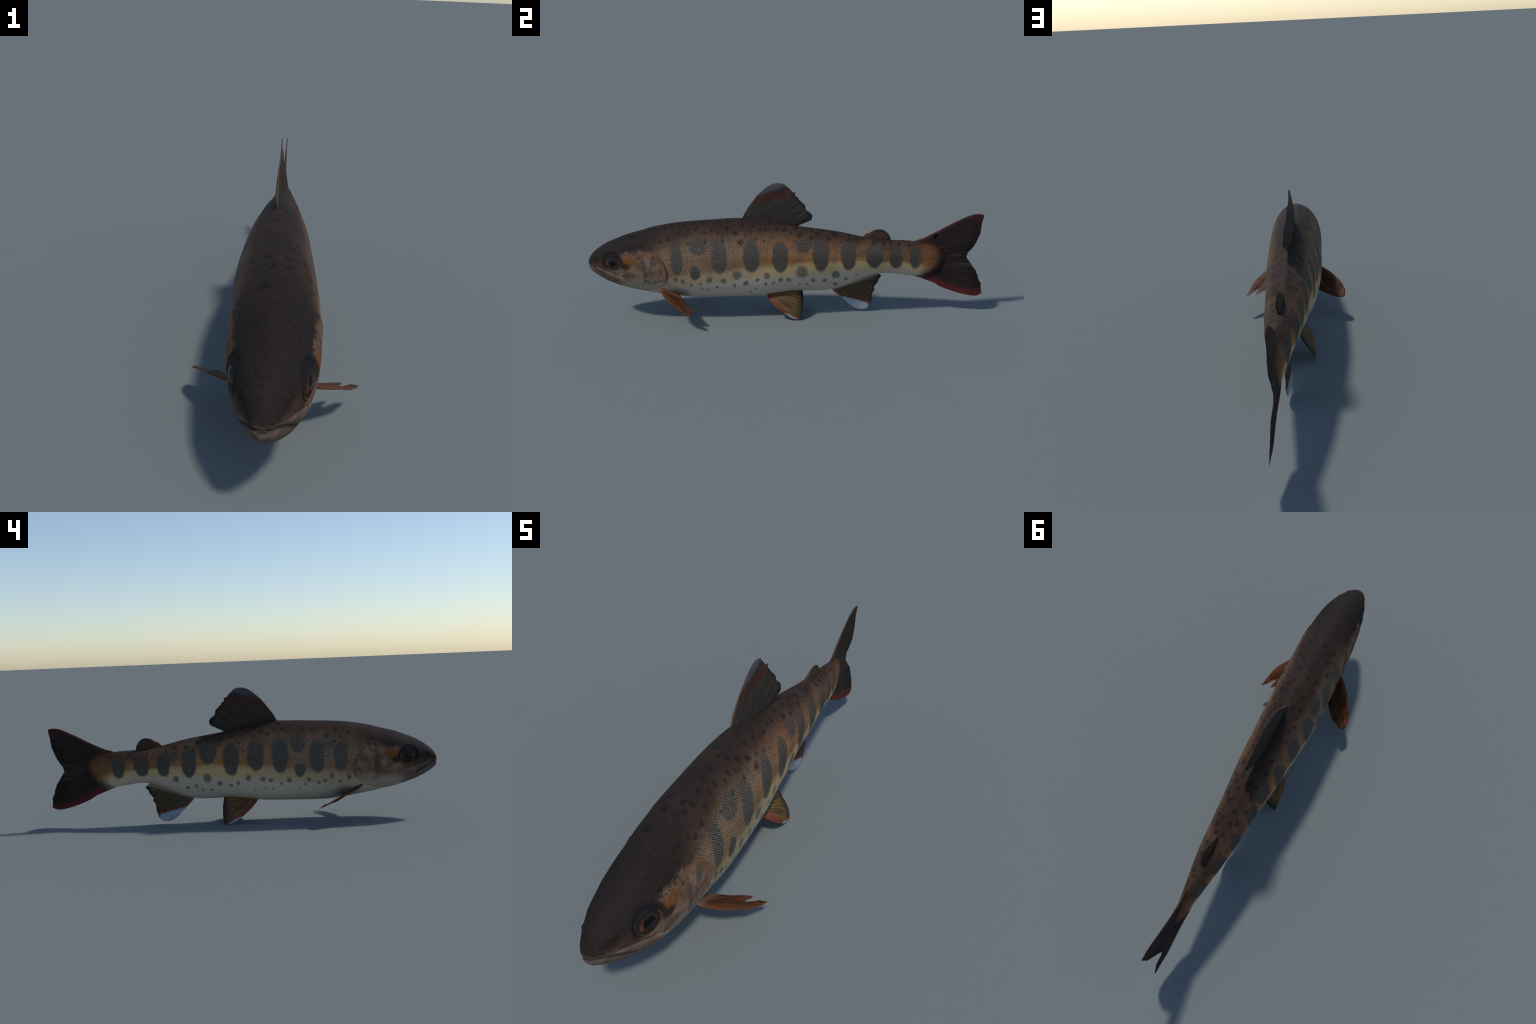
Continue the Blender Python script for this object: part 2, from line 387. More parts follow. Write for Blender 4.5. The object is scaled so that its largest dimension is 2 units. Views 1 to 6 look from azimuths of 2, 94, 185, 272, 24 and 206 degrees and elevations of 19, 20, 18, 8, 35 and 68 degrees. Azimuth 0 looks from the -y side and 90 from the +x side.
def build_body_material():
    n = Nodes("fish_skin")
    wob = n.vm("SUBTRACT", n.noise(26, 3, color=True), (.5, .5, .5))
    wobf = n.vm("SUBTRACT", n.noise(140, 2, color=True), (.5, .5, .5))
    p = n.vm("ADD", n.vm("MULTIPLY_ADD", wob, (.018, .018, .018), n.pos), n.vm("MULTIPLY", wobf, (.005, .005, .005)))
    def field(groups):
        res = {}
        for side in (1, -1):
            acc = None
            for yy, ang, ry, rz in groups[side]:
                c = skin_point(yy, ang, side)
                inv = (1 / rz, 1 / ry, 1 / rz)
                d = n.vm("LENGTH", n.vm("MULTIPLY_ADD", p, inv, tuple(-ci * ii for ci, ii in zip(c, inv))))
                acc = d if acc is None else n.m("MINIMUM", acc, d)
            res[side] = acc
        s = n.ramp(n.x, -.009, -.003)
        return n.add(n.mul(res[1], s), n.mul(res[-1], n.sub(1.0, s)))
    parr = n.ramp(field(PARR_MARKS), 1.14, .84)
    flank = n.ramp(field(FLANK_SPOTS), 1.30, .70)
    back = n.ramp(field(BACK_SPOTS), 1.45, .55)

    big = n.sub(n.noise(9, 4), .5)
    fine = n.sub(n.noise(90, 3), .5)
    grain = n.sub(n.noise(420, 2), .5)
    zz = n.add(n.z, n.add(n.mul(big, .035), n.mul(fine, .030)))
    z_back = n.curve(n.y, [(-.70, .385), (-.54, .418), (-.40, .434), (-.25, .440), (-.11, .436), (.03, .423), (.18, .400), (.32, .378), (.47, .357), (.61, .343), (.80, .338)], -.70, .80, .5)
    z_cream = n.curve(n.y, [(-.70, .22), (-.55, .248), (-.36, .268), (-.20, .288), (0, .298), (.25, .305), (.45, .302), (.61, .284), (.72, .250), (.80, .22)], -.70, .80, .5)
    z_white = n.curve(n.y, [(-.70, .19), (-.56, .196), (-.43, .205), (-.24, .222), (0, .236), (.18, .242), (.35, .250), (.54, .252), (.68, .232), (.80, .18)], -.70, .80, .5)
    k_back = n.ramp(n.sub(zz, z_back), -.075, .035)
    k_cream = n.ramp(n.sub(zz, z_cream), .022, -.022)
    k_white = n.ramp(n.sub(zz, z_white), .030, -.030)
    # flank: greyish rosy tan in front, clear orange behind
    rear = n.ramp(n.add(n.y, n.mul(big, .4)), -.35, .05)
    orange = n.mix(rear, COL["tan"], COL["orange"])
    orange = n.mix(n.ramp(big, -.02, .16), orange, COL["rose"])
    cream = n.mix(rear, COL["cream_front"], COL["cream"])
    col = n.mix(k_cream, orange, cream)
    col = n.mix(k_white, col, COL["belly"])
    backcol = n.mix(n.ramp(n.sub(zz, z_back), .0, .075), COL["back_low"], COL["back"])
    backcol = n.mix(n.ramp(n.add(fine, big), -.05, .22), backcol, COL["back_warm"])
    col = n.mix(k_back, col, backcol)
    # dusky net where the bars dissolve into the back
    dusk = n.mul(n.ramp(n.m("ABSOLUTE", n.add(n.sub(zz, z_back), .022)), .045, .010), n.ramp(n.noise(22, 4), .42, .62))
    col = n.mix(n.mul(dusk, .60), col, COL["parr_high"])
    # lateral line: a thin rusty seam
    z_line = n.curve(n.y, [(-.60, .345), (-.40, .335), (-.20, .330), (0, .325), (.25, .318), (.50, .300), (.80, .290)], -.60, .80, .5)
    line = n.mul(n.ramp(n.m("ABSOLUTE", n.sub(n.z, z_line)), .007, .001), .35)
    col = n.mix(line, col, COL["rust"])
    # orange fades into the brown tail root, pink under it
    # marks
    parrcol = n.mix(n.ramp(n.add(n.sub(n.z, z_line), n.mul(fine, .06)), -.06, .06), COL["parr_low"], COL["parr_high"])
    fadeup = n.ramp(n.sub(zz, z_back), .05, -.03, .45, .95)
    col = n.mix(n.mul(parr, fadeup), col, parrcol)
    col = n.mix(n.mul(flank, .76), col, COL["flank_spot"])
    # scales: a diamond net, a light glint painted at each scale's centre
    v = n.sub(n.z, n.mul(n.m("ABSOLUTE", n.add(n.x, .006)), .75))
    q = n.vec(n.mul(n.add(n.y, v), .7071), n.mul(n.sub(n.y, v), .7071))
    q = n.vm("MULTIPLY_ADD", wobf, (.0016, .0016, .0016), q)
    cell = n.voronoi(q, 148, rand=.30)
    glint = n.ramp(cell, .42, .12)
    edge = n.ramp(cell, .36, .60)
    # scaled zone: behind the gill edge
    y_gill = n.curve(n.z, [(.08, -.78), (.155, -.76), (.163, -.69), (.182, -.632), (.210, -.594), (.240, -.576), (.278, -.574), (.316, -.585), (.353, -.608), (.385, -.634), (.42, -.655), (.55, -.64)], .08, .55, -1.0)
    behind = n.ramp(n.sub(n.y, y_gill), -.004, .004)
    zone = n.mul(behind, n.ramp(n.add(n.sub(n.z, z_back), n.mul(big, .10)), .050, -.045, .0, 1.0))
    zone = n.mul(zone, n.ramp(n.y, .76, .70))
    lower = n.ramp(n.sub(n.z, z_cream), -.05, .10, .20, 1.0)
    strong = n.ramp(n.y, .10, -.30, .70, 1.0)
    amount = n.mul(n.mul(zone, lower), strong)
    col = n.mix(n.mul(n.mul(edge, amount), .66), col, COL["scale_gap"])
    col = n.mix(n.mul(n.mul(n.mul(glint, amount), n.ramp(n.noise(230, 2), .35, .62, .35, 1.0)), .60), col, COL["scale_glint"])
    col = n.mix(n.mul(n.mul(back, .68), n.ramp(n.noise(60, 2), .25, .5, .6, 1.0)), col, COL["back_spot"])

    rooted = tail_root_mask(n)
    past = n.mul(n.ramp(n.y, .64, .70), n.sub(1.0, rooted))
    col = n.mix(n.mul(n.ramp(n.y, .66, .73), .55), col, COL["tail_root"])
    st, _, _ = ray_stripes(n, n.y, n.z, (.42, .288), 150, 7)
    col = n.mix(past, col, n.mix(n.ramp(st, .32, .70), COL["fin_dark"], COL["fin_pale"]))
    # ---- head -------------------------------------------------------------
    z_crown = n.curve(n.y, [(-1.0, .292), (-.985, .298), (-.92, .322), (-.85, .352), (-.79, .368), (-.73, .380), (-.67, .396), (-.58, .39)], -1.0, -.58, .5)
    hz = n.add(n.z, n.add(n.mul(big, .03), n.mul(fine, .028)))
    crown = n.ramp(n.add(n.sub(hz, z_crown), n.mul(fine, .03)), -.024, .016)
    cheek = n.mix(n.ramp(n.noise(24, 3), .38, .62), COL["cheek"], COL["cheek_pink"])
    cheek = n.mix(n.mul(n.ramp(n.noise(38, 4), .52, .68), .32), cheek, COL["snout"])
    pale = n.ramp(n.add(n.z, n.mul(big, .05)), .255, .185)
    hcol = n.mix(pale, cheek, COL["throat"])
    snout = n.ramp(n.add(n.y, n.mul(big, .08)), -.84, -.91)
    hcol = n.mix(n.mul(snout, .8), hcol, COL["snout"])
    # jaw bones
    jaw = n.mul(n.ramp(n.add(n.y, n.mul(fine, .02)), -.80, -.84), n.ramp(n.sub(n.z, n.curve(n.y, [(-1, .290), (-.95, .281), (-.90, .270), (-.85, .252), (-.80, .232)], -1, -.80, .5)), .010, -.004))
    hcol = n.mix(n.mul(jaw, .85), hcol, n.mix(n.ramp(n.noise(45, 2), .4, .6), COL["jaw"], COL["jaw_grey"]))
    lip = n.m("ABSOLUTE", n.sub(n.z, n.curve(n.y, [(-1, .281), (-.986, .281), (-.959, .271), (-.925, .252), (-.900, .239), (-.860, .214)], -1, -.86, .5)))
    hcol = n.mix(n.mul(n.mul(n.ramp(lip, .009, .002), n.ramp(n.y, -.86, -.90)), .8), hcol, COL["mouth"])
    hcol = n.mix(n.mul(n.ellipse(-.655, .398, .040, .014, .6), .7), hcol, COL["dark"])
    # orange flash and dark bar behind the eye
    hcol = n.mix(n.mul(n.ellipse(-.765, .330, .036, .030, .5), n.ramp(fine, -.25, .05, .5, 1.0)), hcol, COL["flash"])
    hcol = n.mix(n.mul(n.ellipse(-.782, .305, .022, .016, .5), .85), hcol, COL["dark"])
    hcol = n.mix(n.mul(n.ellipse(-.685, .290, .014, .055, .6), .35), hcol, COL["dark"])
    crowncol = n.mix(n.ramp(fine, -.05, .20), COL["crown"], COL["crown_warm"])
    crowncol = n.mix(n.mul(n.ramp(n.noise(300, 2), .60, .72), .35), crowncol, COL["sparkle"])  # wet sparkle on the crown coloured in as pale specks
    hcol = n.mix(crown, hcol, crowncol)
    ring = n.vm("LENGTH", n.vec(n.add(n.y, .8495), n.sub(n.z, .3225)))
    eyering = n.ramp(ring, .066, .050)
    hcol = n.mix(n.mul(eyering, n.ramp(n.z, .27, .33, .45, .9)), hcol, COL["dark"])
    hcol = n.mix(n.mul(flank, .70), hcol, COL["flank_spot"])
    hcol = n.mix(n.mul(back, .65), hcol, COL["back_spot"])
    # rusty rim of the gill cover
    rim = n.mul(n.ramp(n.m("ABSOLUTE", n.sub(n.y, y_gill)), .012, .002), n.mul(n.ramp(n.z, .20, .26), n.ramp(n.z, .40, .36)))
    nape = n.ramp(n.add(n.sub(n.y, y_gill), n.mul(big, .12)), -.10, .14)
    side_sel = n.mul(behind, n.ramp(n.z, .40, .36))
    sel = n.add(side_sel, n.mul(n.sub(1.0, n.ramp(n.z, .40, .36)), nape))
    sel = n.m("MINIMUM", sel, 1.0)
    col = n.mix(sel, hcol, col)
    col = n.mix(n.mul(rim, .55), col, COL["gill_rim"])
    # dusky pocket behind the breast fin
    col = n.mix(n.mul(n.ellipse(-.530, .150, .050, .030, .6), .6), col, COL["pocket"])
    # fine mottling everywhere
    col = n.mix(.5, col, n.mix(n.ramp(grain, -.25, .25), (.72, .70, .68, 1), (1.3, 1.3, 1.3, 1)), "MULTIPLY")
    h = n.add(n.mul(n.mul(n.sub(1.0, cell), amount), 1.0), n.add(n.mul(grain, .5), n.mul(fine, .6)))
    n.bump(h, .55, .0022)
    return n.finish(col, n.ramp(fine, -.3, .3, .60, .78), .06)

COL = dict(
    tan=srgb(130, 100, 70), orange=srgb(154, 101, 53), rose=srgb(122, 90, 66), cream_front=srgb(168, 144, 112), cream=srgb(186, 160, 114),
    belly=srgb(184, 172, 156), back=srgb(41, 35, 33), back_low=srgb(74, 52, 39), back_warm=srgb(56, 42, 35), rust=srgb(96, 58, 38),
    tail_root=srgb(126, 80, 44), fin_dark=srgb(32, 27, 26), fin_pale=srgb(54, 43, 39), parr_low=srgb(68, 70, 64), parr_high=srgb(60, 56, 52), flank_spot=srgb(76, 78, 80), back_spot=srgb(24, 25, 28),
    scale_gap=srgb(36, 31, 28), scale_glint=srgb(186, 176, 164), cheek=srgb(104, 79, 62), cheek_pink=srgb(130, 106, 91), throat=srgb(154, 141, 127),
    snout=srgb(48, 37, 33), jaw=srgb(96, 77, 63), jaw_grey=srgb(104, 94, 90), mouth=srgb(46, 40, 40), flash=srgb(108, 68, 34), dark=srgb(28, 28, 30),
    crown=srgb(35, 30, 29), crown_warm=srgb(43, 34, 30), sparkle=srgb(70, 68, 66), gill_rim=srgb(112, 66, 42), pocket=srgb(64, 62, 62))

skin = build_body_material()

# ----------------------------------------------------------------------------
# the thing and its body parts (one smooth surface cut by region)
# ----------------------------------------------------------------------------
fish = bpy.data.objects.new("stream_salmon", None)
fish.empty_display_size = .2
bpy.context.scene.collection.objects.link(fish)
fish["label"] = "young spotted salmon with dark oval flank bars and orange fins"
fish["category"] = "fish"

whole = bpy.data.meshes.new("whole")
whole.from_pydata([tuple(v) for v in body_verts], [], faces)
whole.update()
vn = np.zeros(len(body_verts) * 3)
whole.vertices.foreach_get("normal", vn)
vn = vn.reshape(-1, 3)
bpy.data.meshes.remove(whole)

cx, cy, cz = centre.T
mid = section(cy)[0]
is_gill = inside_polygon(cy, cz, GILL_COVER)
mouth_z = np.interp(cy, [q[0] for q in MOUTH_LINE] + [-.79], [q[1] for q in MOUTH_LINE] + [.150])
is_jaw = (cy < -.79) & (cz < mouth_z)
gill_y = np.interp(cz, [.08, .155, .163, .182, .210, .240, .278, .316, .353, .385, .404, .55], [-.78, -.76, -.69, -.632, -.594, -.576, -.574, -.585, -.608, -.634, -.66, -.66])
region = np.full(len(faces), 3)
region[cy < gill_y] = 0
region[is_jaw] = 1
region[is_gill & (cx > mid)] = 2
region[is_gill & (cx <= mid)] = 5
region[cy > .36] = 4
NAMES = {0: "head", 1: "lower_jaw", 2: "gill_cover", 5: "gill_cover", 3: "torso", 4: "tail"}
parts = {}
for r in (0, 1, 2, 5, 3, 4):
    idx = np.nonzero(region == r)[0]
    fl = [faces[i] for i in idx]
    used = np.unique(np.concatenate([np.array(f) for f in fl]))
    remap = -np.ones(len(body_verts), int)
    remap[used] = np.arange(len(used))
    ob = new_object(NAMES[r], body_verts[used], [tuple(int(remap[q]) for q in f) for f in fl], skin, fish)
    ob.data.normals_split_custom_set_from_vertices([tuple(v) for v in vn[used]])
    parts[r] = ob
head = parts[0]

# ----------------------------------------------------------------------------
# eyes: domed iris with a domed pupil, laid on the head
# ----------------------------------------------------------------------------
def build_iris_material():
    n = Nodes("iris")
    r = n.vm("LENGTH", n.vec(n.y, n.mul(n.z, 1.05)))
    mott = n.noise(120, 3)
    col = n.mix(n.ramp(mott, .38, .62), srgb(30, 27, 27), srgb(54, 41, 34))
    # narrow orange wedge in front of the pupil, dusky upper part
    col = n.mix(n.mul(n.mul(n.ramp(n.y, -.016, -.024), n.ramp(n.y, -.034, -.028)), n.ramp(n.m("ABSOLUTE", n.add(n.z, .004)), .016, .006)), col, srgb(92, 56, 33))
    col = n.mix(n.mul(n.ramp(n.z, .010, .024), .85), col, srgb(28, 28, 32))
    col = n.mix(n.mul(n.ramp(n.m("ABSOLUTE", n.sub(r, .0240)), .0030, .0008), .5), col, srgb(72, 50, 36))
    gold = n.mul(n.ramp(n.m("ABSOLUTE", n.sub(r, .0400)), .0040, .0012), n.ramp(n.sub(n.mul(n.y, .6), n.z), -.008, .026))
    col = n.mix(n.mul(gold, .8), col, srgb(96, 82, 50))
    col = n.mix(n.ramp(r, .0425, .0450), col, srgb(27, 26, 27))
    return n.finish(col, .7, .05)

def build_pupil_material():
    n = Nodes("pupil")
    return n.finish(srgb(6, 6, 8), .10, .22)

iris_mat, pupil_mat = build_iris_material(), build_pupil_material()

def dome(name, side, radius, lift, bulge, rim_drop, material, parent, n_r=26, n_a=72):
    ey, ez = EYE[side]
    ox = float(skin_x(ey, ez, side))
    verts, fcs = [], []
    for i in range(n_r + 1):
        r = radius * i / n_r
        for j in range(n_a):
            t = 2 * math.pi * j / n_a
            y, z = r * math.cos(t), r * math.sin(t) * .96
            x = float(skin_x(ey + y, ez + z, side)) - ox
            e = i / n_r
            x += side * (lift + bulge * (1 - e * e) - rim_drop * max(0, (e - .88) / .12)**2)
            verts.append((x, y, z))
    for i in range(n_r):
        for j in range(n_a):
            k = (j + 1) % n_a
            f = (i * n_a + j, i * n_a + k, (i + 1) * n_a + k, (i + 1) * n_a + j)
            fcs.append(f if side < 0 else tuple(reversed(f)))
    ob = new_object(name, verts, fcs, material, parent)
    return ob, (ox, ey, ez)

for side in (1, -1):
    eye, at = dome("eye", side, EYE_RADIUS, -.0008, .0018, .003, iris_mat, fish)
    eye.location = at
    pup, _ = dome("pupil", side, .0225, -.0004, .0042, .0006, pupil_mat, eye)

# ----------------------------------------------------------------------------
# fins: a patch between four edge curves, given thickness, rays and ragged rim
# ----------------------------------------------------------------------------
def resample(pts, n, smooth=True):
    p = np.array(pts, float)
    if smooth and len(p) > 2:
        q = np.vstack([2 * p[0] - p[1], p, 2 * p[-1] - p[-2]])
        out = []
        for i in range(1, len(q) - 2):
            u = np.linspace(0, 1, 24, endpoint=False)[:, None]
            p0, p1, p2, p3 = q[i - 1], q[i], q[i + 1], q[i + 2]
            out.append(.5 * (2 * p1 + (p2 - p0) * u + (2 * p0 - 5 * p1 + 4 * p2 - p3) * u**2 + (3 * p1 - p0 - 3 * p2 + p3) * u**3))
        p = np.vstack(out + [p[-1:]])
    s = np.concatenate([[0], np.cumsum(np.linalg.norm(np.diff(p, axis=0), axis=1))])
    u = np.linspace(0, s[-1], n)
    return np.stack([np.interp(u, s, p[:, k]) for k in range(3)], -1)

def fin(name, base, lead, margin, trail, material, thick=(.010, .0022), rays=26, ridge=.0009, ragged=.004, seed=1, n_t=150, n_s=90, margin_smooth=True, wave=.0, warp=None):
    B, M = resample(base, n_t), resample(margin, n_t, margin_smooth)
    L, R = resample(lead, n_s), resample(trail, n_s)
    s = np.linspace(0, 1, n_s)[:, None, None]
    t = np.linspace(0, 1, n_t)[None, :, None]
    S = (1 - s) * B[None] + s * M[None] + (1 - t) * L[:, None] + t * R[:, None] \
        - ((1 - s) * (1 - t) * B[0] + (1 - s) * t * B[-1] + s * (1 - t) * M[0] + s * t * M[-1])
    g = np.random.default_rng(seed)
    tv, sv = np.linspace(0, 1, n_t), np.linspace(0, 1, n_s)
    # ragged rim: every ray ends at its own length
    tatters = max(7, rays // 3)          # groups of rays that broke off together
    at = np.sort(np.concatenate([[0, 1], g.uniform(0, 1, tatters)]))
    cut = np.interp(tv, at, g.uniform(-1, .3, tatters + 2)) + .25 * np.interp(tv * rays, np.arange(rays + 1), g.uniform(-1, 1, rays + 1))
    dS = np.gradient(S, axis=0)
    dirn = dS / (np.linalg.norm(dS, axis=-1, keepdims=True) + 1e-9)
    calm = smoothstep(0, .10, tv) * smoothstep(1, .92, tv)
    S = S + dirn * (cut * calm * ragged)[None, :, None] * (smoothstep(.72, 1, sv)**1.5)[:, None, None]
    if warp is not None:
        S[..., 0] += warp(S[..., 1], S[..., 2])
    N = np.cross(np.gradient(S, axis=0), np.gradient(S, axis=1))
    N /= np.linalg.norm(N, axis=-1, keepdims=True) + 1e-12
    rim = np.minimum(np.minimum(tv, 1 - tv)[None, :] * 9, 1) * np.ones((n_s, 1))
    rim = np.minimum(rim, np.minimum((1 - sv)[:, None] * 12, 1))
    h = (thick[0] * (1 - sv)**1.6 + thick[1])[:, None] * (.25 + .75 * np.sqrt(np.clip(rim, 0, 1)))
    h = h + ridge * np.abs(np.sin(math.pi * rays * tv + .6 * np.sin(tv * 37)))[None, :] * (1 - .5 * sv)[:, None] * rim
    S = S + N * (wave * np.sin(tv * 17 + seed)[None, :] * smoothstep(.2, 1, sv)[:, None])[..., None]
    A, C = S + N * h[..., None] / 2, S - N * h[..., None] / 2
    verts = np.vstack([A.reshape(-1, 3), C.reshape(-1, 3)])
    o = n_s * n_t
    fcs = []
    for i in range(n_s - 1):
        for j in range(n_t - 1):
            q = (i * n_t + j, i * n_t + j + 1, (i + 1) * n_t + j + 1, (i + 1) * n_t + j)
            fcs.append(tuple(reversed(q)))
            fcs.append(tuple(v + o for v in q))
    edge = [j for j in range(n_t)] + [i * n_t + n_t - 1 for i in range(1, n_s)] + \
           [(n_s - 1) * n_t + j for j in range(n_t - 2, -1, -1)] + [i * n_t for i in range(n_s - 2, 0, -1)]
    for p0, p1 in zip(edge, edge[1:] + edge[:1]):
        fcs.append((p0, p1, p1 + o, p0 + o))
    ob = new_object(name, verts, fcs, material, fish)
    return ob

def dorsal_material():
    n = Nodes("dorsal_fin_skin")
    st, rad, ang = ray_stripes(n, n.y, n.z, (-.42, .20), 210, 9)
    col = n.mix(n.ramp(st, .32, .68), srgb(31, 29, 28), srgb(70, 63, 56))
    wob = n.mul(n.sub(n.noise(40, 3), .5), .03)
    band = n.sub(n.add(n.z, wob), n.add(n.mul(n.y, .16), .628))
    col = n.mix(n.mul(n.ramp(n.m("ABSOLUTE", band), .030, .006), n.ramp(st, .25, .65, .15, .75)), col, srgb(84, 42, 37))
    col = n.mix(n.mul(n.ramp(n.sub(band, n.mul(n.y, .10)), .020, .045), n.ramp(st, .3, .65, .45, .9)), col, srgb(84, 84, 90))
    # orange front ray
    front = n.sub(n.y, n.curve(n.z, [(.50, -.212), (.552, -.175), (.589, -.148), (.626, -.118), (.648, -.095), (.670, -.069), (.691, -.020)], .50, .691, -1.0))
    col = n.mix(n.mul(n.ramp(front, .008, .001), .6), col, srgb(100, 70, 50))
    back = n.ramp(n.add(n.add(n.y, n.mul(n.z, .65)), wob), .455, .49)
    col = n.mix(n.mul(back, .75), col, srgb(20, 20, 20))
    foot = n.ramp(n.add(n.z, n.mul(n.y, .19)), .515, .475)
    col = n.mix(n.mul(foot, .7), col, srgb(40, 33, 31))
    n.bump(st, .5, .002)
    return n.finish(col, .65, .08)

def adipose_material():
    n = Nodes("adipose_fin_skin")
    col = n.mix(n.ramp(n.noise(70, 3), .35, .65), srgb(64, 47, 37), srgb(76, 56, 42))
    rim = n.ramp(n.vm("LENGTH", n.vec(n.sub(n.y, .470), n.mul(n.sub(n.z, .395), 1.25))), .055, .072)
    col = n.mix(n.mul(rim, .8), col, srgb(38, 34, 32))
    col = n.mix(n.ramp(n.z, .415, .395), col, srgb(60, 46, 40))
    return n.finish(col, .65, .08)

def anal_material():
    n = Nodes("anal_fin_skin")
    st, rad, ang = ray_stripes(n, n.y, n.z, (.17, .36), 130, 8)
    col = n.mix(n.ramp(st, .32, .68), srgb(44, 38, 32), srgb(98, 80, 60))
    edge = n.sub(n.z, n.curve(n.y, [(.24, .095), (.294, .084), (.37, .066), (.43, .048), (.50, .03)], .24, .50, .2))
    wob = n.mul(n.sub(st, .5), .03)
    rearz = n.add(n.sub(n.y, n.mul(n.sub(n.z, .1), .33)), wob)
    col = n.mix(n.mul(n.ramp(rearz, .435, .46), .85), col, srgb(28, 28, 28))
    col = n.mix(n.mul(n.ramp(n.m("ABSOLUTE", n.add(edge, n.add(wob, -.010))), .014, .002), n.ramp(n.y, .30, .36)), col, srgb(92, 52, 34))
    col = n.mix(n.ramp(n.add(edge, wob), .006, -.006), col, n.mix(n.ramp(st, .35, .62), srgb(118, 124, 138), srgb(166, 170, 180)))
    front = n.sub(n.y, n.curve(n.z, [(.0, .375), (.028, .345), (.05, .322), (.077, .296), (.108, .264), (.14, .242)], 0, .14, .5))
    col = n.mix(n.mul(n.mul(n.ramp(front, .020, .006), n.ramp(n.z, .070, .095)), .8), col, srgb(136, 74, 54))
    base = n.ramp(n.sub(n.z, n.add(n.mul(n.y, .32), .058)), -.022, .0)
    col = n.mix(n.mul(base, .8), col, srgb(146, 134, 124))
    col = n.mix(n.mul(n.mul(n.ramp(n.y, .425, .437), n.ramp(n.z, .06, .04)), .7), col, srgb(26, 26, 28))
    n.bump(st, .5, .002)
    return n.finish(col, .6, .10)

def pelvic_material():
    n = Nodes("pelvic_fin_skin")
    st, rad, ang = ray_stripes(n, n.y, n.z, (-.14, .19), 60, 8)
    col = n.mix(n.ramp(st, .34, .66), srgb(50, 43, 30), srgb(118, 90, 52))
    wob = n.mul(n.sub(st, .5), .03)
    rear = n.add(n.add(n.y, n.mul(n.sub(n.z, .05), -.12)), wob)
    col = n.mix(n.mul(n.ramp(rear, .050, .092), .85), col, srgb(40, 38, 34))
    # leading edge: red orange, chalky towards the tip
    front = n.sub(n.y, n.curve(n.z, [(0, .072), (.01, .045), (.036, .003), (.067, -.037), (.092, -.063), (.118, -.088), (.16, -.11)], 0, .16, -.5))
    front = n.add(front, wob)
    col = n.mix(n.ramp(front, .050, .020), col, srgb(106, 58, 42))
    white = n.mul(n.ramp(front, .030, .012), n.mul(n.ramp(n.z, .045, .025), n.ramp(n.y, .085, .06)))
    col = n.mix(white, col, srgb(150, 146, 152))
    col = n.mix(n.ramp(n.y, .086, .094), col, srgb(22, 22, 22))
    n.bump(st, .5, .002)
    return n.finish(col, .6, .10)

def pectoral_material():
    n = Nodes("pectoral_fin_skin")
    ax = n.m("ABSOLUTE", n.x)
    st, rad, ang = ray_stripes(n, ax, n.y, (.035, -.70), 70, 8)
    col = n.mix(n.ramp(st, .36, .64), srgb(40, 27, 19), srgb(98, 58, 29))
    col = n.mix(n.mul(n.ramp(n.noise(14, 2), .5, .68), .5), col, srgb(70, 42, 28))
    lead = n.sub(n.add(n.y, .62), n.mul(n.sub(ax, .10), 1.05))
    tip = n.ramp(rad, .24, .31)
    col = n.mix(n.mul(n.ramp(n.noise(60, 2), .45, .62), n.mul(tip, .8)), col, srgb(112, 60, 35))
    col = n.mix(n.mul(n.ramp(lead, .03, .0), .5), col, srgb(106, 62, 40))
    inner = n.mul(n.ramp(lead, .105, .135), n.ramp(ax, .16, .10))
    col = n.mix(n.mul(inner, .8), col, srgb(36, 30, 28))
    root = n.ramp(n.add(ax, n.mul(n.noise(40, 2), .02)), .122, .100)
    col = n.mix(n.mul(root, .6), col, srgb(128, 92, 72))
    n.bump(st, .6, .002)
    return n.finish(col, .6, .10)

